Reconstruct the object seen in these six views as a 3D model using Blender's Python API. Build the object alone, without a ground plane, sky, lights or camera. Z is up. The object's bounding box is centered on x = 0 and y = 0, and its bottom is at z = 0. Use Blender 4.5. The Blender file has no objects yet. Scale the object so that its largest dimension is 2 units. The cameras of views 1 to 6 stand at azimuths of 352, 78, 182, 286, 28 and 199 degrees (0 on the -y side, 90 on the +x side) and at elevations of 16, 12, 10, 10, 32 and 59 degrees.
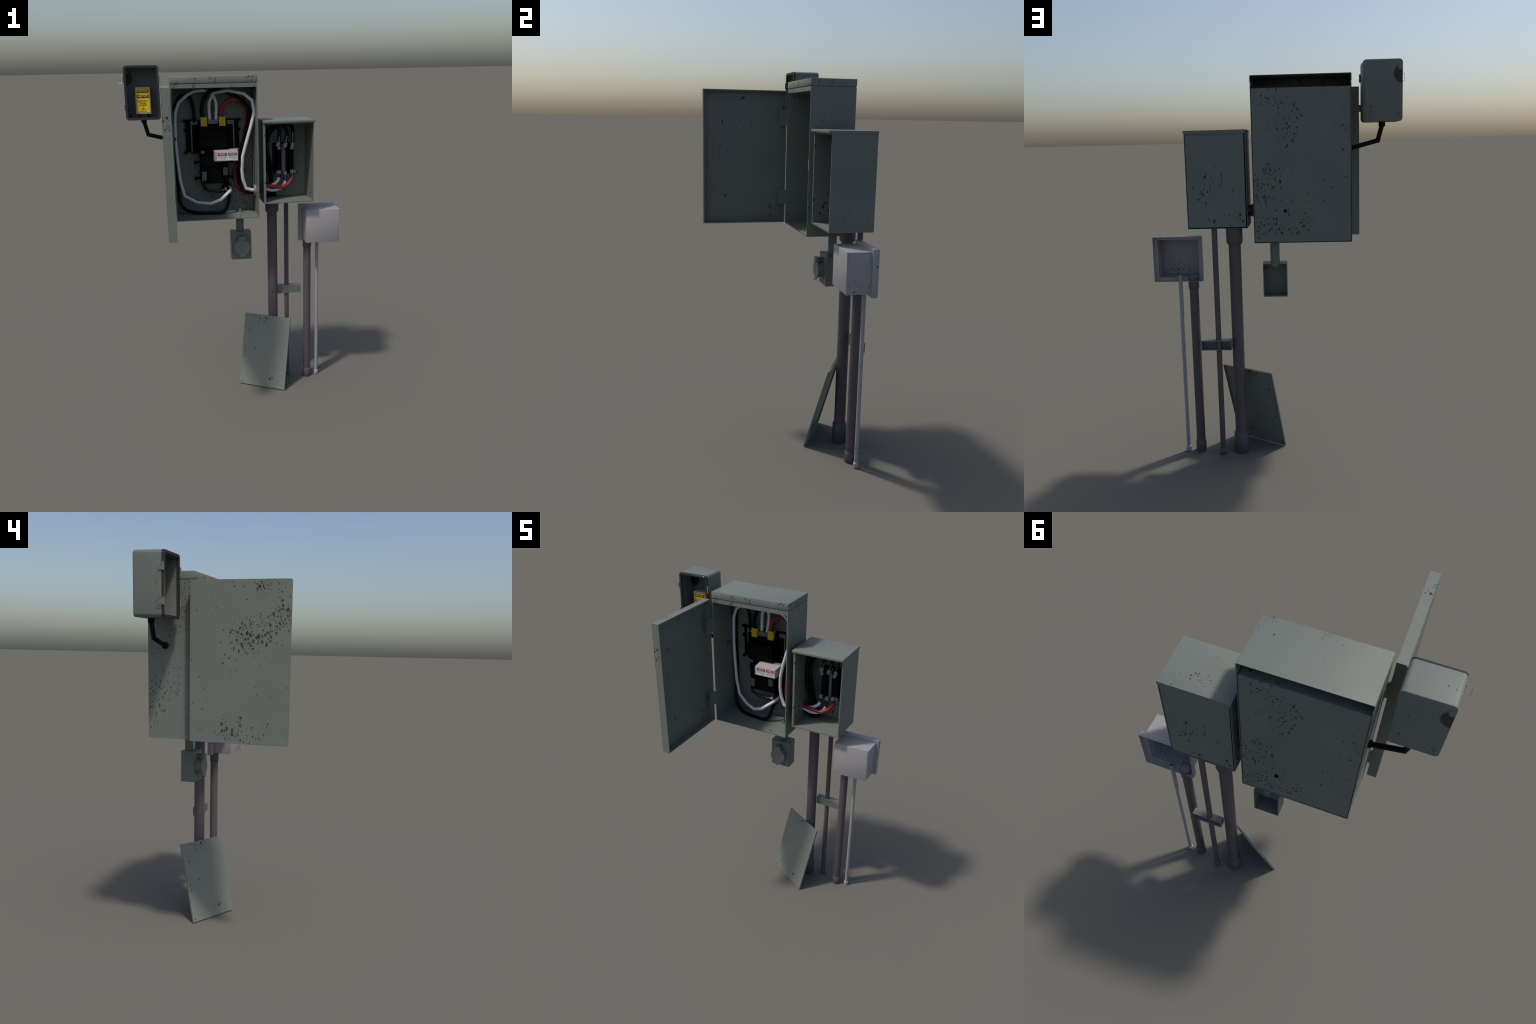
# Weathered outdoor electrical service equipment: an open panel cabinet, a fused switch box,
# a windowed control box, a weatherproof outlet, a junction box on conduits and a loose cover.
import bpy, bmesh, math
from mathutils import Vector, Matrix

# ------------------------------------------------------------------ materials
def nodes_of(name):
    m = bpy.data.materials.new(name)
    m.use_nodes = True
    nt = m.node_tree
    return m, nt, nt.nodes["Principled BSDF"]


def math_node(nt, op, a, b=None, c=None, clamp=False):
    n = nt.nodes.new("ShaderNodeMath")
    n.operation = op
    n.use_clamp = clamp
    for i, v in enumerate((a, b, c)):
        if v is None:
            continue
        if hasattr(v, "links"):
            nt.links.new(v, n.inputs[i])
        else:
            n.inputs[i].default_value = v
    return n.outputs[0]


def mix_color(nt, fac, a, b):
    n = nt.nodes.new("ShaderNodeMix")
    n.data_type = "RGBA"
    if hasattr(fac, "links"):
        nt.links.new(fac, n.inputs["Factor"])
    else:
        n.inputs["Factor"].default_value = fac
    for sock, v in ((n.inputs["A"], a), (n.inputs["B"], b)):
        pass
    ia, ib = [s for s in n.inputs if s.type == "RGBA"][:2]
    for s, v in ((ia, a), (ib, b)):
        if hasattr(v, "links"):
            nt.links.new(v, s)
        else:
            s.default_value = (*v, 1)
    return [s for s in n.outputs if s.type == "RGBA"][0]


def noise(nt, vec, scale, detail=2.0, rough=0.5):
    n = nt.nodes.new("ShaderNodeTexNoise")
    n.inputs["Scale"].default_value = scale
    n.inputs["Detail"].default_value = detail
    n.inputs["Roughness"].default_value = rough
    nt.links.new(vec, n.inputs["Vector"])
    return n.outputs["Fac"]


RUST = (0.038, 0.014, 0.013)


def speckled(name, base, clusters=(), sparse=0.0, rough=0.5, stain=None, spot=78.0, gain=0.50):
    """Flat colour with broad tonal mottle and rust specks that gather in clusters (x, y, z, radius)."""
    m, nt, b = nodes_of(name)
    tc = nt.nodes.new("ShaderNodeTexCoord").outputs["Object"]
    mp = nt.nodes.new("ShaderNodeMapping")
    mp.inputs["Scale"].default_value = (1, 1, 0.66)
    nt.links.new(tc, mp.inputs["Vector"])
    vec = mp.outputs[0]
    density = None
    for (x, y, z, r) in clusters:
        d = nt.nodes.new("ShaderNodeVectorMath")
        d.operation = "DISTANCE"
        nt.links.new(tc, d.inputs[0])
        d.inputs[1].default_value = (x, y, z)
        f = math_node(nt, "SUBTRACT", 1.0, math_node(nt, "DIVIDE", d.outputs["Value"], r * 1.35), clamp=True)
        density = f if density is None else math_node(nt, "ADD", density, f, clamp=True)
    # irregular specks: warped Voronoi cells, of which only a share carries a spot of random size
    patchy = noise(nt, tc, 8.0, 2.0)
    share = math_node(nt, "MULTIPLY", math_node(nt, "SUBTRACT", patchy, 0.33, clamp=True), 0.16 + sparse * 6)
    coarse = math_node(nt, "MULTIPLY", share, 0.25)
    if density is not None:
        clump = math_node(nt, "MULTIPLY", math_node(nt, "POWER", density, 1.1), gain)
        coarse = math_node(nt, "ADD", coarse, clump)
        share = math_node(nt, "ADD", share, math_node(nt, "MULTIPLY", math_node(nt, "POWER", density, 1.1), gain))
    fine = noise(nt, vec, 190.0, 2.0)
    wn = nt.nodes.new("ShaderNodeTexNoise")
    wn.inputs["Scale"].default_value = 160.0
    wn.inputs["Detail"].default_value = 2.0
    nt.links.new(vec, wn.inputs["Vector"])
    off = nt.nodes.new("ShaderNodeVectorMath"); off.operation = "MULTIPLY_ADD"
    nt.links.new(wn.outputs["Color"], off.inputs[0])
    off.inputs[1].default_value = (0.011, 0.011, 0.011)
    nt.links.new(vec, off.inputs[2])
    speck = None
    for scale, size, part in ((spot, 0.57, coarse), (spot * 1.8, 0.56, share)):
        vo = nt.nodes.new("ShaderNodeTexVoronoi")
        vo.inputs["Scale"].default_value = scale
        nt.links.new(off.outputs[0], vo.inputs["Vector"])
        rgb = nt.nodes.new("ShaderNodeSeparateColor")
        nt.links.new(vo.outputs["Color"], rgb.inputs[0])
        on = math_node(nt, "LESS_THAN", rgb.outputs[0], part)
        rad = math_node(nt, "MULTIPLY", math_node(nt, "ADD", math_node(nt, "MULTIPLY", rgb.outputs[1], 0.6), 0.4), size)
        sp = math_node(nt, "MULTIPLY", math_node(nt, "SUBTRACT", rad, vo.outputs["Distance"]), 7.0, clamp=True)
        sp = math_node(nt, "MULTIPLY", sp, on)
        speck = sp if speck is None else math_node(nt, "MAXIMUM", speck, sp)
    tone = noise(nt, tc, 5.0, 3.0)
    dark = tuple(c * 0.88 for c in base)
    light = tuple(c * 1.07 for c in base)
    col = mix_color(nt, tone, dark, light)
    if stain:
        (sx, sy, sz), sr, hole, hr, xmin = stain
        d = nt.nodes.new("ShaderNodeVectorMath"); d.operation = "DISTANCE"
        nt.links.new(tc, d.inputs[0]); d.inputs[1].default_value = (sx, sy, sz)
        sq = nt.nodes.new("ShaderNodeSeparateXYZ"); nt.links.new(tc, sq.inputs[0])
        f = math_node(nt, "MULTIPLY", math_node(nt, "SUBTRACT", sr, d.outputs["Value"]), 110.0, clamp=True)
        d2 = nt.nodes.new("ShaderNodeVectorMath"); d2.operation = "DISTANCE"
        nt.links.new(tc, d2.inputs[0]); d2.inputs[1].default_value = hole
        g = math_node(nt, "MULTIPLY", math_node(nt, "SUBTRACT", d2.outputs["Value"], hr), 300.0, clamp=True)
        f = math_node(nt, "MULTIPLY", f, g)
        f = math_node(nt, "MULTIPLY", f, math_node(nt, "GREATER_THAN", sq.outputs[0], xmin))
        col = mix_color(nt, math_node(nt, "MULTIPLY", f, 0.9), col, (0.022, 0.010, 0.012))
    col = mix_color(nt, math_node(nt, "MULTIPLY", speck, 0.93), col, RUST)
    nt.links.new(col, b.inputs["Base Color"])
    rr = math_node(nt, "ADD", math_node(nt, "MULTIPLY", speck, 0.3), rough)
    nt.links.new(rr, b.inputs["Roughness"])
    b.inputs["Specular IOR Level"].default_value = 0.35
    bump = nt.nodes.new("ShaderNodeBump")
    bump.inputs["Strength"].default_value = 0.12
    bump.inputs["Distance"].default_value = 0.001
    nt.links.new(fine, bump.inputs["Height"])
    nt.links.new(bump.outputs[0], b.inputs["Normal"])
    return m


def plain(name, color, rough=0.5, metal=0.0, spec=0.5, grain=0.05):
    m, nt, b = nodes_of(name)
    tc = nt.nodes.new("ShaderNodeTexCoord").outputs["Object"]
    f = noise(nt, tc, 30.0, 3.0)
    col = mix_color(nt, f, tuple(c * (1 - grain) for c in color), tuple(c * (1 + grain) for c in color))
    nt.links.new(col, b.inputs["Base Color"])
    b.inputs["Roughness"].default_value = rough
    b.inputs["Metallic"].default_value = metal
    b.inputs["Specular IOR Level"].default_value = spec
    return m


PAINT = (0.153, 0.170, 0.148)  # darkened below its sunlit tone toward the shaded door and interior
WHITE = (0.325, 0.308, 0.312)
PIPE = (0.100, 0.084, 0.092)

paint_body = speckled("paint_cabinet", PAINT, [
    (-.364, .151, 1.866, .05), (-.364, .158, 1.694, .05), (-.364, .286, 1.679, .05), (-.364, .25, 1.382, .07),
    (-.364, .338, 1.32, .07), (-.364, .334, 1.243, .06), (-.364, .174, 1.795, .05), (-.364, .16, 1.75, .05), (-.34, .116, 1.887, .022), (-.23, .116, 1.889, .02), (-.02, .116, 1.887, .02), (.09, .116, 1.889, .022)], spot=76, gain=0.58, sparse=-0.010)
paint_liner = speckled("paint_liner", PAINT, [
    (-.021, .355, 1.813, .05), (-.087, .355, 1.74, .06), (.065, .355, 1.82, .06), (-.054, .355, 1.656, .06),
    (.056, .355, 1.463, .07), (0, .355, 1.449, .05), (.07, .355, 1.407, .06), (-.012, .355, 1.20, .09),
    (-.126, .355, 1.215, .05), (.102, .355, 1.187, .05), (-.343, .355, 1.679, .04), (.062, .355, 1.231, .06),
    (.09, .35, 1.34, .06)], spot=82, gain=0.42, sparse=-0.006)
paint_cap = speckled("paint_cap", PAINT, [
    (-.126, .116, 1.932, .03), (-.124, .116, 1.908, .03), (.112, .116, 1.921, .035), (.076, .116, 1.925, .03),
    (-.23, .116, 1.920, .022), (.12, .22, 1.912, .04), (-.34, .116, 1.905, .02)], sparse=-0.020, gain=0.62)
paint_door = speckled("paint_door", PAINT, [
    (-.416, -.196, 1.639, .085), (-.416, -.144, 1.624, .06), (-.416, -.25, 1.655, .06), (-.416, -.30, 1.70, .05), (-.416, -.338, 1.756, .05),
    (-.416, -.35, 1.695, .05), (-.416, -.262, 1.87, .05), (-.416, -.221, 1.851, .03), (-.416, -.136, 1.232, .04),
    (-.416, -.107, 1.157, .05), (-.416, -.06, 1.20, .05), (-.416, -.213, 1.166, .04)], spot=74, gain=0.72, sparse=-0.008)
paint_lining = speckled("paint_door_lining", PAINT, [
    (-.41, .06, 1.215, .06), (-.41, -.276, 1.742, .022), (-.41, -.234, 1.707, .02), (-.41, -.147, 1.843, .025)], gain=0.4, sparse=-0.014)
paint_switch = speckled("paint_switch_box", PAINT, [
    (.335, .355, 1.445, .06), (.286, .355, 1.413, .05), (.363, .355, 1.383, .05), (.181, .355, 1.355, .05),
    (.306, .355, 1.231, .04), (.178, .355, 1.247, .06), (.165, .158, 1.27, .06), (.165, .20, 1.30, .05),
    (.31, .29, 1.684, .05), (.443, .21, 1.28, .04)], sparse=-0.012, gain=0.26)
paint_plain = speckled("paint_small_parts", PAINT, [(.08, .25, .99, .04)], sparse=-0.016, gain=0.3)
paint_cover = speckled("paint_cover", PAINT, [
    (.148, .297, .428, .05), (.19, .275, .434, .04), (.222, .143, .079, .05), (.218, .15, .03, .05), (.024, .27, .112, .03)], sparse=-0.014, gain=0.3)
paint_control = speckled("paint_control_box", (0.146, 0.162, 0.142), [(-.57, .316, 1.75, .05), (-.45, .316, 1.75, .04)],
                         sparse=-0.015, gain=0.25, stain=((-.613, .316, 1.931), .049, (-.603, .316, 1.962), .012, -.6115))
white_shell = speckled("white_enclosure", WHITE, [(.56, .2, .97, .05), (.617, .22, .965, .04)], sparse=-0.015, rough=0.4, gain=0.2)
white_clean = speckled("white_cover", WHITE, [], sparse=-0.026, rough=0.4)
pipe_gray = speckled("conduit_gray", PIPE, [(.4435, .291, .1, .1), (.322, .337, .25, .05)], sparse=-0.010, rough=0.45, spot=110, gain=0.2)
pipe_white = speckled("conduit_white", (0.335, 0.32, 0.325), [(.51, .3, .1, .1)], sparse=-0.010, rough=0.4, spot=130, gain=0.2)
gasket_mat = plain("gasket_rubber", (0.026, 0.021, 0.026), 0.6, spec=0.3)
black_plastic = plain("black_plastic", (0.0014, 0.0014, 0.0015), 0.6, spec=0.10)
black_cable = plain("black_cable_jacket", (0.0022, 0.0022, 0.0026), 0.42, spec=0.16)
ferrule_mat = plain("shiny_black_sleeve", (0.003, 0.003, 0.004), 0.18, spec=0.9)
brown_cable = plain("brown_cable_jacket", (0.010, 0.005, 0.005), 0.4, spec=0.4)
white_cable = plain("white_cable_jacket", (0.64, 0.63, 0.65), 0.35)
red_cable = plain("red_cable_jacket", (0.27, 0.012, 0.016), 0.35)
yellow_plastic = plain("yellow_plastic", (0.48, 0.36, 0.012), 0.5, spec=0.3)
zinc = plain("zinc_terminal", (0.135, 0.135, 0.14), 0.5, 0.2)
zinc_dark = plain("screw_steel", (0.075, 0.075, 0.078), 0.5, 0.3)
steel = plain("bright_steel", (0.42, 0.42, 0.43), 0.28, 0.9)
silver = plain("lug_aluminium", (0.23, 0.23, 0.235), 0.45, 0.3)
bus_gray = plain("bus_bar_gray", (0.22, 0.22, 0.22), 0.55)
beige = plain("beige_cover_plastic", (0.40, 0.36, 0.355), 0.5)
label_white = plain("label_white", (0.74, 0.74, 0.76), 0.5)
label_black = plain("label_black", (0.008, 0.008, 0.008), 0.5)
label_red = plain("label_red", (0.52, 0.045, 0.04), 0.5)
label_yellow = plain("label_yellow", (0.80, 0.52, 0.004), 0.5)
board_gray = plain("board_gray", (0.30, 0.295, 0.32), 0.5)
clear = bpy.data.materials.new("clear_lid_plastic")
clear.use_nodes = True
nt = clear.node_tree
nt.nodes.clear()
out = nt.nodes.new("ShaderNodeOutputMaterial")
tr = nt.nodes.new("ShaderNodeBsdfTransparent")
tr.inputs[0].default_value = (0.97, 0.975, 0.98, 1)
gl = nt.nodes.new("ShaderNodeBsdfGlossy")
gl.inputs["Roughness"].default_value = 0.12
mx = nt.nodes.new("ShaderNodeMixShader")
mx.inputs[0].default_value = 0.025
nt.links.new(tr.outputs[0], mx.inputs[1])
nt.links.new(gl.outputs[0], mx.inputs[2])
nt.links.new(mx.outputs[0], out.inputs["Surface"])


# ------------------------------------------------------------------ geometry helpers
class Part:
    """Collects solids in one mesh, in world coordinates."""

    def __init__(self):
        self.bm = bmesh.new()

    def box(self, x0, x1, y0, y1, z0, z1, bevel=0.0, seg=2):
        r = bmesh.ops.create_cube(self.bm, size=1.0)
        vs = r["verts"]
        bmesh.ops.scale(self.bm, vec=(x1 - x0, y1 - y0, z1 - z0), verts=vs)
        bmesh.ops.translate(self.bm, vec=((x0 + x1) / 2, (y0 + y1) / 2, (z0 + z1) / 2), verts=vs)
        if bevel:
            es = list({e for v in vs for e in v.link_edges})
            bmesh.ops.bevel(self.bm, geom=es, offset=bevel, segments=seg, profile=0.5, affect="EDGES")
        return self

    def obox(self, center, size, rot, bevel=0.0):
        """Box turned by an Euler rotation."""
        r = bmesh.ops.create_cube(self.bm, size=1.0)
        from mathutils import Euler
        mat = Matrix.Translation(center) @ Euler(rot).to_matrix().to_4x4() @ Matrix.Diagonal((*size, 1))
        bmesh.ops.transform(self.bm, matrix=mat, verts=r["verts"])
        if bevel:
            es = list({e for v in r["verts"] for e in v.link_edges})
            bmesh.ops.bevel(self.bm, geom=es, offset=bevel, segments=1, affect="EDGES")
        return self

    def lathe(self, origin, axis, rings, n=24, close=True):
        """Surface of revolution: rings are (distance along axis, radius)."""
        axis = Vector(axis).normalized()
        u = axis.orthogonal().normalized()
        w = axis.cross(u)
        o = Vector(origin)
        loops = []
        for d, r in rings:
            loops.append([self.bm.verts.new(o + axis * d + (u * math.cos(2 * math.pi * i / n) + w * math.sin(2 * math.pi * i / n)) * r) for i in range(n)])
        for a, b in zip(loops, loops[1:]):
            for i in range(n):
                self.bm.faces.new((a[i], a[(i + 1) % n], b[(i + 1) % n], b[i]))
        if close:
            self.bm.faces.new(list(reversed(loops[0])))
            self.bm.faces.new(loops[-1])
        else:
            a, b = loops[-1], loops[0]
            for i in range(n):
                self.bm.faces.new((a[i], a[(i + 1) % n], b[(i + 1) % n], b[i]))
        return self

    def cyl(self, origin, axis, length, r, n=24, chamfer=0.0):
        if chamfer:
            return self.lathe(origin, axis, [(0, r - chamfer), (chamfer, r), (length - chamfer, r), (length, r - chamfer)], n)
        return self.lathe(origin, axis, [(0, r), (length, r)], n)

    def tube(self, pts, r, n=12, smooth=0):
        pts = [Vector(p) for p in pts]
        if smooth:
            out = []
            for i in range(len(pts) - 1):
                p0, p1, p2, p3 = pts[max(i - 1, 0)], pts[i], pts[i + 1], pts[min(i + 2, len(pts) - 1)]
                for k in range(smooth):
                    t = k / smooth
                    out.append(0.5 * ((2 * p1) + (p2 - p0) * t + (2 * p0 - 5 * p1 + 4 * p2 - p3) * t * t + (3 * p1 - p0 - 3 * p2 + p3) * t ** 3))
            pts = out + [pts[-1]]
        t0 = (pts[1] - pts[0]).normalized()
        u = t0.orthogonal().normalized()
        loops = []
        prev = t0
        for i, p in enumerate(pts):
            a = (p - pts[i - 1]).normalized() if i else t0
            b = (pts[i + 1] - p).normalized() if i + 1 < len(pts) else a
            t = (a + b).normalized()
            u = prev.rotation_difference(t) @ u
            u = (u - t * u.dot(t)).normalized()
            prev = t
            w = t.cross(u)
            stretch = min(1.0 / max(t.dot(a), 0.5), 1.25)
            turn = (b - a)
            turn = turn.normalized() if turn.length > 1e-4 else None
            ring = []
            for k in range(n):
                v = (u * math.cos(2 * math.pi * k / n) + w * math.sin(2 * math.pi * k / n)) * r
                if turn is not None:
                    v += turn * v.dot(turn) * (stretch - 1)
                ring.append(self.bm.verts.new(p + v))
            loops.append(ring)
        for a, b in zip(loops, loops[1:]):
            for i in range(n):
                self.bm.faces.new((a[i], a[(i + 1) % n], b[(i + 1) % n], b[i]))
        self.bm.faces.new(list(reversed(loops[0])))
        self.bm.faces.new(loops[-1])
        return self

    def loops(self, rings, cap_first=True, cap_last=True):
        """Skin equal-length closed rings one after another."""
        ls = [[self.bm.verts.new(p) for p in ring] for ring in rings]
        n = len(ls[0])
        for a, b in zip(ls, ls[1:]):
            for i in range(n):
                self.bm.faces.new((a[i], a[(i + 1) % n], b[(i + 1) % n], b[i]))
        if cap_first:
            self.bm.faces.new(list(reversed(ls[0])))
        if cap_last:
            self.bm.faces.new(ls[-1])
        return self

    def prism(self, poly, y0, y1):
        """Polygon in x, z drawn out along y."""
        return self.loops([[(x, y0, z) for x, z in poly], [(x, y1, z) for x, z in poly]])

    def transform(self, mat):
        bmesh.ops.transform(self.bm, matrix=mat, verts=self.bm.verts)
        return self

    def done(self, name, mat, parent=None, angle=35):
        bmesh.ops.recalc_face_normals(self.bm, faces=self.bm.faces)
        me = bpy.data.meshes.new(name)
        self.bm.to_mesh(me)
        self.bm.free()
        me.materials.append(mat)
        me.polygons.foreach_set("use_smooth", [True] * len(me.polygons))
        me.set_sharp_from_angle(angle=math.radians(angle))
        return place(bpy.data.objects.new(name, me), parent)


def place(ob, parent=None):
    bpy.context.scene.collection.objects.link(ob)
    if parent is not None:
        ob.parent = parent
    return ob


def empty(name, label, category):
    e = place(bpy.data.objects.new(name, None))
    e["label"] = label
    e["category"] = category
    return e


def lettering(body, name, x, y, z, height, width, mat, parent, weight=0.0):
    """Raised text that faces -y, centred at x, z and fitted to the given height and width."""
    cu = bpy.data.curves.new(name, "FONT")
    cu.body = body
    cu.size = 1.0
    cu.offset = weight
    cu.resolution_u = 3
    tmp = place(bpy.data.objects.new(name, cu))
    bpy.context.view_layer.update()
    me = bpy.data.meshes.new_from_object(tmp.evaluated_get(bpy.context.evaluated_depsgraph_get()))
    bpy.data.objects.remove(tmp)
    bpy.data.curves.remove(cu)
    xs = [v.co.x for v in me.vertices]
    ys = [v.co.y for v in me.vertices]
    cx, cy = (min(xs) + max(xs)) / 2, (min(ys) + max(ys)) / 2
    sx, sy = width / (max(xs) - min(xs)), height / (max(ys) - min(ys))
    for v in me.vertices:
        v.co = ((v.co.x - cx) * sx + x, y, (v.co.y - cy) * sy + z)
    bm = bmesh.new()
    bm.from_mesh(me)
    r = bmesh.ops.extrude_face_region(bm, geom=bm.faces[:])
    bmesh.ops.translate(bm, vec=(0, 0.0002, 0), verts=[g for g in r["geom"] if isinstance(g, bmesh.types.BMVert)])
    bmesh.ops.recalc_face_normals(bm, faces=bm.faces)
    bm.to_mesh(me)
    bm.free()
    me.name = name
    me.materials.clear()
    me.materials.append(mat)
    return place(bpy.data.objects.new(name, me), parent)


def rounded_rect(x0, x1, z0, z1, r, y, inset=0.0, seg=6):
    x0, x1, z0, z1 = x0 + inset, x1 - inset, z0 + inset, z1 - inset
    r = max(r - inset, 0.0015)
    ring = []
    for cx, cz, a in ((x1 - r, z1 - r, 0), (x0 + r, z1 - r, 90), (x0 + r, z0 + r, 180), (x1 - r, z0 + r, 270)):
        for k in range(seg + 1):
            t = math.radians(a + 90 * k / seg)
            ring.append((cx + r * math.cos(t), y, cz + r * math.sin(t)))
    return ring


def screws(spots, radius, depth, parent, name="screw", mat=None):
    """Pan heads facing -y that share one mesh; every spot is (x, y, z)."""
    p = Part()
    p.lathe((0, 0, 0), (0, -1, 0), [(-0.001, radius), (depth * 0.6, radius), (depth, radius * 0.75)], 14)
    p.box(-radius * 0.7, radius * 0.7, -depth - 0.0002, -depth + 0.0004, -radius * 0.13, radius * 0.13)
    first = p.done(name, mat or zinc_dark, parent)
    first.location = spots[0]
    for s in spots[1:]:
        c = first.copy()
        place(c, parent)
        c.location = s


# ================================================================== electrical panel
panel = empty("electrical_panel", "weathered grey-green outdoor electrical panel with open door and cables", "electrical panel")

# ---- main cabinet: an outer skin, a liner set inside it with a narrow gap that is open at the back
CX0, CX1, CY0, CY1, CZ0, CZ1 = -.364, .120, .116, .3575, 1.1265, 1.8960
LX0, LX1, LZ0, LZ1, LY1 = -.3585, .1145, 1.1325, 1.874, .3545
S = .0015
p = Part()
p.box(CX0, CX0 + S, CY0, CY1, CZ0, CZ1)
p.box(CX1 - S, CX1, CY0, CY1, CZ0, CZ1)
p.box(CX0 + S, CX1 - S, CY0, CY1, CZ0, CZ0 + S)
p.box(CX0 + S, LX0, CY0, CY0 + S, CZ0 + S, CZ1)
p.box(LX1, CX1 - S, CY0, CY0 + S, CZ0 + S, CZ1)
p.box(LX0, LX1, CY0, CY0 + S, CZ0 + S, LZ0)
p.box(LX0, LX1, CY0, CY0 + S, LZ1, CZ1)
# neck under the cap: leaves a shadow groove
p.box(CX0 + .004, CX1 - .004, CY0 + .006, CY0 + .008, 1.886, 1.903)
p.box(CX0 + .003, CX0 + .005, CY0 + .005, CY1 - .002, 1.886, 1.903)
p.box(CX1 - .005, CX1 - .003, CY0 + .005, CY1 - .002, 1.886, 1.903)
cabinet = p.done("cabinet_shell", paint_body, panel)

p = Part()
p.box(LX0 - S, LX0, CY0 + S, LY1, LZ0, LZ1)
p.box(LX1, LX1 + S, CY0 + S, LY1, LZ0, LZ1)
p.box(LX0, LX1, CY0 + S, LY1, LZ0 - S, LZ0)
p.box(LX0, LX1, CY0 + S, LY1, LZ1, LZ1 + S)
p.box(LX0, LX1, LY1 - .003, LY1, LZ0, LZ1)
p.done("cabinet_liner", paint_liner, panel)
BACK = LY1 - .003

p = Part()
z0, z1, t = 1.8995, 1.9365, .002
ox0, ox1, oy0, oy1 = CX0 - .0005, CX1 + .0005, CY0 - .001, CY1 + .001
r = .004
prof = [(ox0, z0), (ox0, z1 - r), (ox0 + r * .3, z1 - r * .3), (ox0 + r, z1), (ox1 - r, z1), (ox1 - r * .3, z1 - r * .3), (ox1, z1 - r), (ox1, z0),
        (ox1 - t, z0), (ox1 - t, z1 - r), (ox1 - r, z1 - t), (ox0 + r, z1 - t), (ox0 + t, z1 - r), (ox0 + t, z0)]
p.prism(prof, oy0 + r, oy1)
p.box(ox0 + .0005, ox1 - .0005, oy0, oy0 + r + .0005, z0, z1, .0018)
p.done("cabinet_cap", paint_cap, panel)

# ---- door: a shallow pan with a folded lip, swung open at right angles
DX0, DX1, DY0, DY1, DZ0, DZ1 = -.4192, -.376, -.3685, .1155, 1.1275, 1.8895
p = Part()
t = .0022
p.box(DX0, DX0 + t, DY0, DY1, DZ0, DZ1, .0009, 1)
p.box(DX0 + t, DX1, DY0, DY0 + t, DZ0, DZ1)
p.box(DX0 + t, DX1, DY1 - t, DY1, DZ0, DZ1)
p.box(DX0 + t, DX1, DY0 + t, DY1 - t, DZ0, DZ0 + t)
p.box(DX0 + t, DX1, DY0 + t, DY1 - t, DZ1 - t, DZ1)
lip = .007
p.box(DX1 - t, DX1, DY0 + t, DY0 + lip, DZ0 + t, DZ1 - t)
p.box(DX1 - t, DX1, DY1 - lip, DY1 - t, DZ0 + t, DZ1 - t)
p.box(DX1 - t, DX1, DY0 + lip, DY1 - lip, DZ0 + t, DZ0 + lip)
p.box(DX1 - t, DX1, DY0 + lip, DY1 - lip, DZ1 - lip, DZ1 - t)
door = p.done("door", paint_door, panel)
p = Part(); p.box(DX0 + t, DX0 + t + .0006, DY0 + t + .0003, DY1 - t - .0003, DZ0 + t + .0003, DZ1 - t - .0003)
p.done("door_lining", paint_lining, door)
first = None
for zc in (1.736, 1.2775):
    if first is None:
        p = Part()
        p.box(-.3758, -.3735, .074, .1165, -.042, .042, .0006, 1)
        p.box(-.3758, -.3655, .1165, .1225, -.042, .042, .0006, 1)
        p.box(-.3668, -.3642, .1225, .160, -.042, .042, .0006, 1)
        p.cyl((-.370, .1165, -.043), (0, 0, 1), .086, .0042, 12)
        first = hinge = p.done("hinge", paint_plain, door)
    else:
        hinge = first.copy()
        place(hinge, door)
    hinge.location = (0, 0, zc)

# ---- contactor (upper switch) on its mounting base
p = Part()
mid = -.123
p.box(-.281, .035, .333, BACK + .001, 1.497, 1.682, .002, 1)
for sgn in (-1, 1):
    cxn = mid + sgn * .163
    for zc, up in ((1.683, 1), (1.4957, -1)):
        p.box(cxn - .0075, cxn + .0075, .328, BACK, zc - .007, zc + .007, .0015, 1)
        # the corner of each foot pricks through the back sheet
        p.prism([(cxn + sgn * .0005, zc - up * .0035), (cxn - sgn * .0045, zc - up * .0035), (cxn + sgn * .0005, zc + up * .0030)], BACK, LY1 + .0008)
    p.box(cxn - .006, cxn + .006, .330, BACK, 1.620, 1.635, .001, 1)
p.box(-.286, -.206, .326, .336, 1.683, 1.690, .001, 1)
p.box(-.040, .040, .326, .336, 1.683, 1.690, .001, 1)
p.box(-.249, -.204, .3215, .340, 1.492, 1.664, .0015, 1)
p.box(-.042, .003, .3215, .340, 1.492, 1.664, .0015, 1)
p.box(-.204, -.042, .274, .340, 1.622, 1.664, .002, 1)
p.box(-.204, -.042, .278, .340, 1.604, 1.622)
p.box(-.211, -.044, .2425, .340, 1.530, 1.622, .002, 1)
p.box(-.198, -.069, .2385, .245, 1.538, 1.612, .0015, 1)
p.box(-.155, -.147, .2345, .240, 1.567, 1.577, .001, 1)
p.box(-.136, -.124, .2335, .240, 1.541, 1.551, .001, 1)
p.box(-.206, -.040, .262, .340, 1.492, 1.531, .0015, 1)
contactor = p.done("contactor", black_plastic, panel)
for sgn in (-1, 1):
    p = Part()
    xo, xi = mid + sgn * .1285, mid + sgn * .087
    p.box(min(xo, xi), max(xo, xi), .3165, .330, 1.659, 1.6825, .0008, 1)
    xs = mid + sgn * .122
    xl = mid + sgn * .1285
    zb = 1.500 if sgn < 0 else 1.515
    p.box(min(xs, xl), max(xs, xl), .3165, .3225, zb, 1.659)
    p.done("terminal_bracket", zinc, contactor)
p = Part()
p.box(-.1515, -.0915, .270, .310, 1.6665, 1.690, .001, 1)
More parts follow.
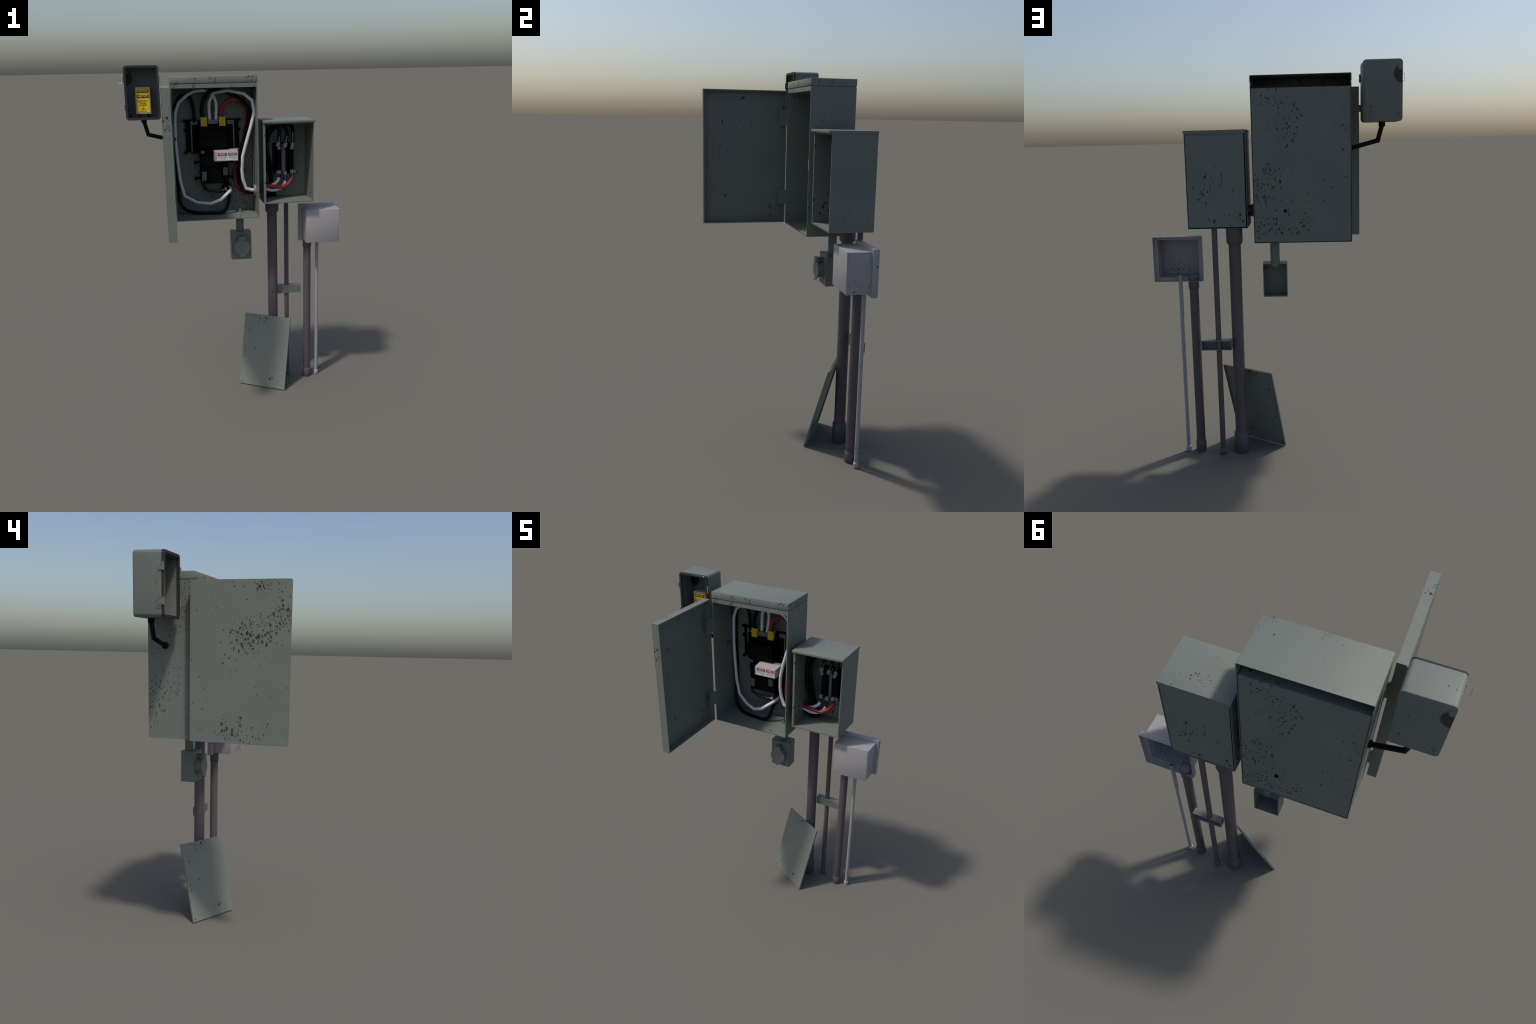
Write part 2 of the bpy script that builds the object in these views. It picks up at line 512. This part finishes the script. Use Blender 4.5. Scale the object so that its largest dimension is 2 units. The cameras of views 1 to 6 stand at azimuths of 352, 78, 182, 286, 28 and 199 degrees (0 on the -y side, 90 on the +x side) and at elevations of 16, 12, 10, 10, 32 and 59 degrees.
p.done("terminal_block", zinc, contactor)
p = Part()
p.box(-.1995, -.1805, .2545, .272, 1.4965, 1.514, .001, 1)
p.done("terminal_block", zinc, contactor)
for x0 in (-.194, -.0865):
    p = Part()
    x1 = x0 + .037
    p.box(x0, x1, .2675, .2695, 1.653, 1.706, .0006, 1)
    for xa, xb in ((x0, x0 - .003), (x1, x1 + .003)):
        # side cheek flares back and ends in an upturned point
        w = .0016 if xa < xb else -.0016
        ringa = [(xa, .2695, 1.654), (xa, .2695, 1.7055), (xb, .300, 1.711), (xa, .288, 1.680), (xa, .292, 1.660), (xb, .302, 1.652)]
        p.loops([ringa, [(x - w, y, z) for x, y, z in ringa]])
    p.box(x0 + .001, x1 - .001, .2695, .300, 1.6535, 1.655)
    p.done("insulating_clip", yellow_plastic, contactor)

# ---- lower breaker
p = Part()
p.box(-.205, -.0385, .2705, BACK + .001, 1.316, 1.492, .002, 1)
p.box(-.2025, -.041, .262, .272, 1.418, 1.492, .002, 1)
for zc in (1.433, 1.337):
    for xs, xe in ((-.238, -.204), (-.039, -.006)):
        p.box(xs, xe, .318, .336, zc + .002, zc + .012, .001, 1)
        xm = xs + .004 if xs < -.1 else xe - .004
        p.box(xm - .0045, xm + .0045, .318, .348, zc - .006, zc + .012, .001, 1)
        xt = -.227 if xs < -.1 else -.018
        p.box(xt - .0022, xt + .0022, .336, LY1 + .0008, zc - .007, zc + .000)
breaker = p.done("breaker", black_plastic, panel)
for (x0, x1, z0, z1) in ((-.0735, -.0470, 1.365, 1.411), (-.1990, -.1725, 1.344, 1.388)):
    p = Part()
    p.box(x0, x1, .2555, .290, z0, z1, .001, 1)
    p.done("terminal_block", zinc, breaker)
p = Part()
p.lathe((-.1900, .2580, 1.3370), (0, 1, 0), [(0, .010), (.003, .010), (.003, .0065), (0, .0065)], 18, close=False)
p.done("ring_lug", steel, breaker)
screws([(-.2300, .3165, 1.6708), (-.0160, .3165, 1.6708), (-.1375, .270, 1.678), (-.1045, .270, 1.678), (-.190, .2545, 1.505)], .0052, .0016, contactor)
screws([(-.060, .2555, 1.399), (-.060, .2555, 1.377), (-.186, .2555, 1.376), (-.186, .2555, 1.355)], .0052, .0016, breaker)

# ---- danger cover: tapered plastic box with two warning labels
p = Part()
f = [(-.1235, .1815, 1.4590), (.0095, .1815, 1.4590), (.0095, .1815, 1.5100), (-.1235, .1815, 1.5100)]
b1 = [(-.1265, .2500, 1.4555), (.0130, .2500, 1.4555), (.0130, .2500, 1.5160), (-.1265, .2500, 1.5160)]
b2 = [(-.1265, .2660, 1.4600), (.0270, .2700, 1.4600), (.0270, .2700, 1.5230), (-.1265, .2660, 1.5170)]
p.loops([f, b1, b2])
warning = p.done("danger_cover", beige, panel)
for x0, x1 in ((-.1115, -.0535), (-.0505, .0045)):
    xc, w = (x0 + x1) / 2, x1 - x0
    p = Part(); p.box(x0, x1, .1809, .1814, 1.4635, 1.5065)
    lab = p.done("warning_label", label_white, warning)
    p = Part(); p.box(x0 + .0025, x1 - .0025, .1805, .1808, 1.4895, 1.5050)
    p.done("label_header", label_black, warning)
    p = Part()
    oval = [(xc + (w / 2 - .005) * math.copysign(abs(math.cos(a)) ** .55, math.cos(a)), 1.4973 + .0062 * math.copysign(abs(math.sin(a)) ** .8, math.sin(a))) for a in [2 * math.pi * k / 28 for k in range(28)]]
    p.prism(oval, .1801, .1804)
    p.done("label_oval", label_red, warning)
    lettering("DANGER", "label_text", xc, .1797, 1.4973, .0072, w * .62, label_white, warning, .01)
    lettering("SWITCH BOX COVER", "label_text", xc, .1805, 1.4848, .0042, w * .92, label_black, warning, .01)
    lettering("MUST BE CLOSED", "label_text", xc, .1805, 1.4778, .0042, w * .80, label_black, warning, .01)
    lettering("AT ALL TIMES", "label_text", xc, .1805, 1.4708, .0042, w * .62, label_black, warning, .01)

# ---- conduit hub in the back of the cabinet, bushings and a stud
p = Part()
p.lathe((-.046, BACK + .001, 1.277), (0, -1, 0), [(0, .037), (.006, .037), (.008, .0355), (.008, .031), (0, .031)], 32, close=False)
hub = p.done("conduit_hub", zinc_dark, panel)
p = Part(); p.cyl((-.046, BACK, 1.277), (0, -1, 0), .0015, .0315, 28)  # flat black disc set inside the ring for the dark hub interior
p.done("hub_opening", black_plastic, hub)
p = Part()
p.lathe((-.046, LY1 - .0005, 1.277), (0, 1, 0), [(0, .0372), (.0009, .0372), (.0009, .0364), (0, .0364)], 40, close=False)
p.done("hub_seam", paint_plain, hub)
p = Part(); p.obox((-.037, .3565, 1.287), (.0115, .014, .0115), (0, math.radians(45), 0))
p.done("cable_end", black_plastic, hub)
p = Part()
p.lathe((.1145, .232, 1.272), (-1, 0, 0), [(0, .033), (.009, .033), (.011, .031), (.011, .024), (0, .024)], 28, close=False)
p.done("bushing", silver, panel)
p = Part()
p.lathe((.119, .236, 1.280), (1, 0, 0), [(0, .034), (.010, .034), (.022, .030), (.030, .030), (.040, .036)], 28)
p.done("connecting_nipple", zinc_dark, panel)
p = Part()
p.lathe((.024, .271, LZ0), (0, 0, 1), [(0, .015), (.007, .015), (.007, .0105), (.022, .0105), (.022, .0085)], 20)
p.done("floor_bushing", steel, panel)
p = Part(); p.box(.004, .0115, .134, .1375, LZ0, LZ0 + .020, .001, 1)
p.done("lock_tab", paint_plain, panel)
p = Part()
p.lathe((LX0, .268, 1.585), (1, 0, 0), [(0, .0130), (.007, .0130), (.007, .0100), (.018, .0100), (.018, .0080)], 8)
p.done("conduit_nut", zinc_dark, panel)

# ---- cables in the cabinet
def cable(name, pts, r, mat, smooth=3, n=12):
    return Part().tube(pts, r, n, smooth).done(name, mat, panel, 50)

cable("white_cable", [(-.139, .296, 1.685), (-.141, .301, 1.740), (-.140, .302, 1.789), (-.112, .285, 1.843), (-.032, .238, 1.855), (.056, .208, 1.835), (.100, .197, 1.797), (.110, .190, 1.735),
                      (.090, .188, 1.657), (.059, .190, 1.556), (.038, .200, 1.476), (.033, .205, 1.406), (.037, .211, 1.350), (.054, .215, 1.288), (.092, .220, 1.274), (.116, .225, 1.274)], .0098, white_cable, 0)
cable("white_cable", [(-.103, .294, 1.685), (-.098, .305, 1.750), (-.098, .308, 1.785), (-.111, .312, 1.823), (-.140, .308, 1.850), (-.177, .300, 1.857), (-.227, .295, 1.852), (-.270, .293, 1.830), (-.316, .300, 1.790),
                      (-.338, .308, 1.736), (-.3425, .312, 1.664), (-.3435, .312, 1.573), (-.338, .311, 1.457), (-.328, .309, 1.333), (-.307, .305, 1.240), (-.236, .272, 1.204), (-.156, .227, 1.202),
                      (-.096, .213, 1.226), (-.036, .254, 1.268), (-.026, .300, 1.276), (-.030, .345, 1.280)], .0098, white_cable, 0)
cable("red_cable", [(-.075, .286, 1.690), (-.072, .286, 1.729), (-.058, .282, 1.768), (-.029, .277, 1.793), (.005, .270, 1.803), (.036, .268, 1.795), (.062, .272, 1.775), (.080, .282, 1.735), (.080, .292, 1.699),
                    (.072, .305, 1.631), (.056, .318, 1.546), (.026, .328, 1.440), (.002, .330, 1.376), (.002, .328, 1.326), (.022, .312, 1.278), (.062, .272, 1.250), (.090, .248, 1.256), (.116, .238, 1.262)], .0105, red_cable)
cable("black_cable", [(-.181, .286, 1.690), (-.185, .290, 1.748), (-.174, .296, 1.793), (-.146, .292, 1.842), (-.096, .278, 1.856), (-.028, .268, 1.842), (.033, .262, 1.806), (.077, .258, 1.763), (.088, .256, 1.716),
                      (.074, .258, 1.632), (.050, .260, 1.542), (.026, .262, 1.445), (.018, .262, 1.369), (.027, .258, 1.306), (.058, .246, 1.264), (.098, .236, 1.254), (.116, .236, 1.255)], .0115, black_cable)
cable("black_cable", [(-.229, .318, 1.675), (-.230, .315, 1.737), (-.237, .312, 1.788), (-.253, .313, 1.822), (-.278, .318, 1.833), (-.308, .325, 1.818), (-.330, .336, 1.776), (-.341, .340, 1.720), (-.344, .340, 1.583),
                      (-.341, .340, 1.438), (-.340, .333, 1.290), (-.333, .308, 1.205), (-.308, .293, 1.163), (-.253, .262, 1.147), (-.166, .241, 1.1435), (-.085, .236, 1.147), (-.055, .245, 1.181), (-.043, .256, 1.229),
                      (-.036, .300, 1.266), (-.040, .345, 1.280)], .0098, black_cable)
cable("brown_cable", [(-.191, .259, 1.333), (-.191, .268, 1.305), (-.175, .280, 1.281), (-.139, .285, 1.269), (-.097, .290, 1.265), (-.060, .302, 1.269), (-.044, .330, 1.277), (-.046, .352, 1.282)], .0092, brown_cable)
cable("ground_wire", [(-.078, .284, 1.271), (-.062, .286, 1.273), (-.050, .300, 1.281), (-.044, .330, 1.285)], .0026, steel, 2, 8)

cable("modelled_glint", [(-.064, .286, 1.287), (-.056, .280, 1.276), (-.050, .276, 1.262)], .0042, steel, 2, 10)  # steel sliver modelled for the specular streak on the brown cable

# ---- fused switch box beside the cabinet
p = Part()
BX0, BX1, BY0, BY1, BZ0, BZ1 = .1515, .4490, .131, .3575, 1.2035, 1.672
IX0, IX1, IZ0 = .1635, .4435, 1.2115
p.box(BX0, BX0 + S, BY0, BY1, BZ0, BZ1)
p.box(BX1 - S, BX1, BY0, BY1, BZ0, BZ1)
p.box(BX0 + S, BX1 - S, BY0, BY1, BZ0, BZ0 + S)
p.box(BX0 + S, IX0, BY0, BY0 + S, BZ0 + S, BZ1)
p.box(IX1, BX1 - S, BY0, BY0 + S, BZ0 + S, BZ1)
p.box(IX0, IX1, BY0, BY0 + S, BZ0 + S, IZ0)
IL = BX0 + .0075
p.box(IX0 - S, IX0, BY0 + S, .350, IZ0, 1.664)
p.box(IX1, IX1 + S, BY0 + S, LY1, IZ0, 1.664)
p.box(IX0 - S, IX1 + S, BY0 + S, LY1, IZ0 - S, IZ0)
p.box(IX0 - S, IX1 + S, BY0 + S, LY1, 1.664, 1.664 + S)
p.box(IL, IX1, BACK, LY1, IZ0, 1.664)
p.box(BX0 + S, BX1 - S, BY0, BY1, 1.6660, 1.6712)
switch_box = p.done("switch_box", paint_switch, panel)
p = Part()
p.box(.1495, .4530, .1140, .3585, 1.6705, 1.6850, .0025, 2)
p.done("switch_box_lid", paint_switch, panel)

p = Part()
p.box(.241, .363, .332, BACK + .001, 1.349, 1.535, .001, 1)
p.box(.2620, .2870, .289, .333, 1.352, 1.532, .0015, 1)
p.box(.3180, .3330, .302, .333, 1.352, 1.532, .0015, 1)
p.box(.3370, .3600, .289, .333, 1.352, 1.532, .0015, 1)
holder = p.done("fuse_holder", black_plastic, panel)
p = Part(); p.box(.2900, .3180, .3290, .3325, 1.350, 1.531, .0006, 1)
p.done("bus_bar", bus_gray, holder)
lugs = [((.263, .279, 1.534), (.021, .018, .028), (0, math.radians(18), 0)), ((.2675, .275, 1.5125), (.018, .016, .019), (0, 0, 0)),
        ((.307, .280, 1.528), (.021, .018, .028), (0, math.radians(16), 0)),
        ((.3500, .280, 1.526), (.020, .018, .030), (0, math.radians(4), 0)), ((.3455, .276, 1.511), (.018, .016, .020), (0, math.radians(4), 0)),
        ((.2680, .275, 1.3665), (.020, .018, .022), (0, 0, 0)), ((.2560, .292, 1.357), (.008, .014, .036), (0, 0, 0)), ((.3050, .278, 1.3590), (.021, .018, .024), (0, 0, 0)),
        ((.3450, .274, 1.3680), (.021, .018, .022), (0, math.radians(-6), 0)), ((.3590, .282, 1.3640), (.020, .016, .022), (0, math.radians(22), 0))]
for c, s, rot in lugs:
    p = Part(); p.obox(c, s, rot, .0012)
    p.done("lug", silver, holder)
ferrules = [((.269, .281, 1.545), (.274, .289, 1.585)), ((.311, .282, 1.540), (.320, .288, 1.580)), ((.353, .283, 1.538), (.356, .289, 1.600)),
            ((.267, .273, 1.330), (.268, .274, 1.358)), ((.3035, .268, 1.306), (.305, .276, 1.350)), ((.351, .270, 1.334), (.351, .274, 1.360))]
for a, b in ferrules:
    p = Part(); d = Vector(b) - Vector(a)
    p.cyl(a, d, d.length, .0100, 14)
    p.done("ferrule", ferrule_mat, holder)

entry = [(.207, .275, 1.205), (.209, .272, 1.290), (.219, .270, 1.335), (.223, .268, 1.375), (.213, .266, 1.425)]
cable("black_cable", entry + [(.198, .266, 1.490), (.194, .268, 1.530), (.203, .275, 1.570), (.221, .283, 1.608), (.252, .290, 1.633), (.279, .292, 1.643), (.302, .293, 1.638), (.314, .292, 1.622), (.321, .290, 1.598), (.319, .287, 1.568), (.311, .283, 1.540)], .0100, black_cable)
cable("black_cable", [(.224, .300, 1.205), (.226, .296, 1.290), (.212, .290, 1.360), (.190, .285, 1.450), (.178, .284, 1.520), (.180, .285, 1.580), (.205, .286, 1.622), (.245, .290, 1.640), (.266, .292, 1.633), (.274, .292, 1.618), (.273, .290, 1.600), (.269, .283, 1.546)], .0100, black_cable)
cable("black_cable", [(.240, .282, 1.205), (.238, .278, 1.280), (.205, .262, 1.360), (.184, .256, 1.440), (.179, .258, 1.520), (.182, .264, 1.585), (.212, .274, 1.622), (.266, .285, 1.648), (.304, .290, 1.652), (.331, .290, 1.650), (.348, .290, 1.638), (.356, .290, 1.615), (.356, .288, 1.582), (.354, .283, 1.539)], .0100, black_cable)
cable("red_cable", [(.148, .246, 1.294), (.182, .246, 1.292), (.238, .243, 1.286), (.282, .240, 1.281), (.317, .250, 1.296), (.338, .262, 1.316), (.351, .270, 1.340)], .0105, red_cable, 0)
cable("white_cable", [(.148, .258, 1.284), (.185, .260, 1.284), (.218, .262, 1.290), (.240, .265, 1.301), (.260, .272, 1.318), (.267, .273, 1.336)], .0100, white_cable)
cable("white_cable", [(.148, .250, 1.286), (.170, .252, 1.278), (.198, .255, 1.266), (.224, .258, 1.261), (.253, .262, 1.264), (.279, .264, 1.276), (.298, .266, 1.296), (.303, .268, 1.314)], .0100, white_cable)
p = Part()
p.lathe((.2240, .288, IZ0), (0, 0, 1), [(0, .037), (.008, .037), (.010, .035), (.010, .030), (0, .030)], 28, close=False)
p.done("bushing", zinc_dark, panel)
p = Part(); p.cyl((.2240, .288, IZ0), (0, 0, 1), .002, .0305, 24)
p.done("hub_opening", black_plastic, panel)
p = Part()
p.lathe((IX0, .252, 1.285), (1, 0, 0), [(0, .033), (.006, .033), (.007, .0315), (.007, .026), (0, .026)], 28, close=False)
p.done("bushing", steel, panel)

# ---- conduits under the switch box, with their couplings, and the cross bracket
p = Part()
p.lathe((.2252, .305, 0), (0, 0, 1), [(0, .036), (.003, .038), (.105, .038), (.110, .035), (.111, .0305), (1.118, .0310), (1.119, .036), (1.128, .0415), (BZ0, .0415)], 32)
p.done("conduit", pipe_gray, panel)
p = Part()
p.lathe((.3212, .338, 0), (0, 0, 1), [(0, .017), (.002, .018), (.028, .018), (.031, .016), (.032, .0142), (BZ0, .0142)], 24)
p.done("conduit", pipe_gray, panel)
p = Part()
w = .0035
p.box(.2545, .4100, .3195, .3195 + w, .5745, .6240, .0008, 1)
p.box(.2545, .4100, .3195 + w, .3575, .6240 - w, .6270)
p.box(.2545, .4100, .3195 + w, .3575, .5745, .5745 + w)
p.box(.2545, .2545 + w, .3195 + w, .3575, .5745 + w, .6240 - w)
p.box(.4100 - w, .4100, .3195 + w, .3575, .5745 + w, .6240 - w)
p.done("bracket", paint_plain, panel)

# ---- weatherproof outlet hanging under the cabinet
p = Part()
p.cyl((.0225, .2915, 1.000), (0, 0, 1), .1275, .0238, 28)
p.done("conduit", paint_plain, panel)
OX0, OX1, OY0, OY1, OZ0, OZ1, w = -.0375, .0845, .2400, .3160, .8430, 1.0155, .004
p = Part()
p.box(OX0, OX1, OY0, OY0 + w, OZ0, OZ1, .001, 1)
p.box(OX0, OX0 + w, OY0 + w, OY1, OZ0, OZ1)
p.box(OX1 - w, OX1, OY0 + w, OY1, OZ0, OZ1)
p.box(OX0 + w, OX1 - w, OY0 + w, OY1, OZ0, OZ0 + w)
p.box(OX0 + w, OX1 - w, OY0 + w, OY1, OZ1 - w, OZ1)
outlet = p.done("outlet_box", paint_plain, panel)
p = Part()
p.lathe((.0235, OY0 + .001, .9280), (0, -1, 0), [(0, .0445), (.034, .0445)], 36)
p.lathe((.0235, OY0 + .0055, .9280), (0, 1, 0), [(-.002, .0470), (-.0012, .0470), (-.0012, .0455), (-.002, .0455)], 36, close=False)
p.box(.0155, .0325, .214, OY0, .9780, .9960, .002, 1)
p.done("outlet_socket", paint_plain, outlet)
p = Part()
p.lathe((.0235, .2075, .9280), (0, -1, 0), [(0, .0478), (.0015, .0485), (.0065, .0485), (.0078, .0475)], 40)
p.box(.0035, .0440, .1945, .2160, .9700, .9965, .002, 1)
tab = [(.0045, .8830), (.0045, .8740), (.0240, .8660), (.0430, .8740), (.0430, .8830)]
p.loops([[(x, .2065 - (.883 - z) * .55, z) for x, z in tab], [(x, .2005 - (.883 - z) * .55, z) for x, z in tab]])
p.done("outlet_flap", paint_plain, outlet)

# ---- control box with a clear lid
KX0, KX1, KY0, KY1, KZ0, KZ1, KR = -.6135, -.4225, .1720, .3160, 1.7060, 2.0000, .017
p = Part()
rr = lambda y, inset=0.0: rounded_rect(KX0, KX1, KZ0, KZ1, KR, y, inset)
p.loops([rr(.3080, .0060), rr(KY0, .0060), rr(KY0, 0), rr(.3080, 0), rr(.3135, .0018), rr(KY1, .0060)])
control = p.done("control_box", paint_control, panel)
p = Part()
p.loops([rr(.1655, .0130), rr(.1645, .0010), rr(.1655, .0), rr(.1740, -.0005), rr(.1745, .0005), rr(.1745, .0130), rr(.1655, .0130)], False, False)
p.done("gasket", gasket_mat, control)
p = Part()
p.loops([rr(.1638, .0015), rr(.1575, .0015), rr(.1560, .0030), rr(.1560, .0090), rr(.1575, .0100), rr(.1638, .0100), rr(.1638, .0015)], False, False)
p.done("clear_rim", clear, control)
p = Part()
p.box(-.5580, -.4735, .2190, .3075, 1.7360, 1.8830, .0012, 1)
board = p.done("notice_board", board_gray, control)
p = Part(); p.box(-.5530, -.4780, .2183, .2188, 1.7425, 1.8765)
p.done("notice_label", label_black, board)
yl = .2178
p = Part()
p.box(-.5515, -.4795, yl, .2182, 1.8470, 1.8750)
p.box(-.5515, -.4795, yl, .2182, 1.7440, 1.8455)
p.done("notice_field", label_yellow, board)
p = Part()
p.box(-.5480, -.4830, yl - .0005, yl - .0002, 1.8525, 1.8700)
p.box(-.5480, -.4830, yl - .0005, yl - .0002, 1.8235, 1.8415)
p.done("label_header", label_black, board)
lettering("NOTICE", "label_text", -.5155, yl - .0009, 1.8613, .0115, .0550, label_yellow, board, .03)
lettering("NOTICE", "label_text", -.5155, yl - .0009, 1.8325, .0115, .0550, label_yellow, board, .03)
lettering("ELECTRIC", "label_text", -.5165, yl - .0005, 1.8085, .0075, .0560, label_black, board, .025)
lettering("PANEL", "label_text", -.5165, yl - .0005, 1.7970, .0075, .0380, label_black, board, .025)
lettering("INSIDE", "label_text", -.5165, yl - .0005, 1.7855, .0075, .0390, label_black, board, .025)
p = Part()
tri_o = [(-.5160, 1.7780), (-.5325, 1.7500), (-.4995, 1.7500)]
cxy = (-.5160, 1.7590)
tri_i = [(cxy[0] + (x - cxy[0]) * .82, cxy[1] + (z - cxy[1]) * .82) for x, z in tri_o]
p.loops([[(x, yl - .0005, z) for x, z in tri_o], [(x, yl - .0005, z) for x, z in tri_i], [(x, yl - .0002, z) for x, z in tri_i], [(x, yl - .0002, z) for x, z in tri_o], [(x, yl - .0005, z) for x, z in tri_o]], False, False)
bolt = [(-.5145, 1.7715), (-.5200, 1.7625), (-.5165, 1.7625), (-.5180, 1.7540), (-.5120, 1.7645), (-.5155, 1.7645)]
p.prism(bolt, yl - .0005, yl - .0002)
p.done("warning_symbol", label_black, board)
p = Part(); p.cyl((-.5150, .262, KZ0 + .004), (0, 0, 1), .026, .0240, 8)
p.done("conduit_nut", zinc_dark, control)
# latches: keeper plates on both sides, wire bails on the free side
for (xa, xb, z0, z1) in ((-.6200, -.6130, 1.9080, 1.9440), (-.6200, -.6130, 1.7600, 1.7930), (-.4230, -.4150, 1.9040, 1.9440), (-.4230, -.4150, 1.7600, 1.7950)):
    p = Part()
    p.box(xa, xb, .1610, .1700, z0, z1, .001, 1)
    ya = .1700
    p.box((xa + xb) / 2 - .0012, (xa + xb) / 2 + .0012, ya, .1880, z0 + .004, z1 - .004)
    p.done("latch_plate", paint_plain, control)
wire = Part()
wire.tube([(-.6190, .1700, 1.9080), (-.6410, .1760, 1.9080), (-.6410, .1760, 1.9430), (-.6190, .1700, 1.9430)], .0011, 8)
wire.done("latch_bail", steel, control)
wire = Part()
wire.tube([(-.6195, .1660, 1.7600), (-.6215, .1920, 1.7600), (-.6215, .1920, 1.7930), (-.6195, .1660, 1.7930)], .0011, 8)
wire.done("latch_bail", steel, control)
# flexible elbow between control box and cabinet
p = Part()
p.lathe((-.5185, .268, 1.7060), (0, 0, -1), [(-.002, .0165), (.019, .0165), (.022, .0145), (.023, .011)], 20)
p.tube([(-.5185, .268, 1.690), (-.4985, .266, 1.6160), (-.3840, .264, 1.5870), (-.3640, .264, 1.5830)], .0115, 16)
p.lathe((-.3630, .264, 1.5850), (-1, 0, .0), [(0, .0165), (.013, .0165), (.015, .013)], 20)
p.done("elbow_conduit", black_cable, panel)

# ================================================================== junction box on its own conduits
junction = empty("junction_box", "pale grey wall junction box standing on two conduits", "junction box")
p = Part()
jx0, jx1, jz0, jz1, jy0 = .4120, .6220, .9425, 1.1445, .1720
w = .004
# flange frame round the back opening
fo = lambda y, i=0.0: rounded_rect(.3915, .6420, .9285, 1.1600, .004, y, i, 2)
bo = lambda y, i=0.0: rounded_rect(jx0, jx1, jz0, jz1, .003, y, i, 2)
# one folded sheet: tray floor, tray walls, ledge, skirt and back again on the outside
bk = lambda y, i=0.0: rounded_rect(jx0 - .001, jx1 + .004, jz0, jz1, .003, y, i, 2)
p.loops([bo(.1790, .0025), bk(.2880, .0025), fo(.2885, .0040), fo(.3158, .0022), fo(.3160, .0005), fo(.3150), fo(.2900), fo(.2860, .0025), bk(.2860), bo(.1770), bo(.1770, .0025)])
box = p.done("enclosure", white_shell, junction)
p = Part()
p.box(.4125, .6170, .1700, .1785, .9415, 1.1455, .0022, 2)
p.box(.6185, .6232, .1665, .1770, .9415, 1.1455, .0012, 1)
p.done("front_cover", white_clean, box)
p = Part(); p.box(.6230, .6295, .2660, .2865, .9890, 1.0940, .001, 1)
p.done("latch_plate", white_shell, box)
for zc in (1.103, .9910):
    p = Part(); p.box(.4060, .4130, .2600, .2865, zc - .009, zc + .009, .001, 1)
    p.done("hinge", white_shell, box)
p = Part()
p.lathe((.4450, .2905, 0), (0, 0, 1), [(0, .0262), (.002, .0275), (.052, .0275), (.0545, .026), (.055, .0235), (.884, .0235), (.886, .0255), (.889, .0272), (.9480, .0272), (.9490, .0260), (.9475, .0255)], 28)
p.done("conduit", pipe_gray, junction)
p = Part(); p.cyl((.4450, .2905, .9455), (0, 0, 1), .0030, .0250, 24)
p.box(.4265, .4515, .2895, .2915, .9486, .9492)
p.done("conduit_plug", white_clean, junction)
p = Part()
p.lathe((.5113, .3010, 0), (0, 0, 1), [(0, .0135), (.001, .0145), (.024, .0145), (.026, .013), (.027, .0106), (.960, .0104), (.960, .0075), (.940, .0075)], 20)
p.done("conduit", pipe_white, junction)

# ================================================================== loose cover leaning against the conduit
A, B, Cc = Vector((.0540, .3570, .4450)), Vector((.3200, .2020, .4445)), Vector((.2590, .0975, .0))
ux = (B - A).normalized()
uz = (B - Cc); uz = (uz - ux * uz.dot(ux)).normalized()
uy = uz.cross(ux)          # away from the viewer, behind the cover
W, H, T, w = (B - A).length, .4605, .010, .002
frame = Matrix((ux, uy, uz)).transposed().to_4x4()
frame.translation = A - uz * H - uy * .006
p = Part()
p.box(0, W, 0, w, 0, H, .0008, 1)
p.box(0, w, w, T, 0, H)
p.box(W - w, W, w, T, 0, H)
p.box(w, W - w, w, T, 0, w)
p.box(w, W - w, w, T, H - w, H)
p.transform(frame)
low = min(v.co.z for v in p.bm.verts)
p.transform(Matrix.Translation((0, 0, -low)))
cover = p.done("cover_panel", paint_cover)
cover["label"] = "loose grey-green steel cover leaning on a conduit"
cover["category"] = "cover panel"
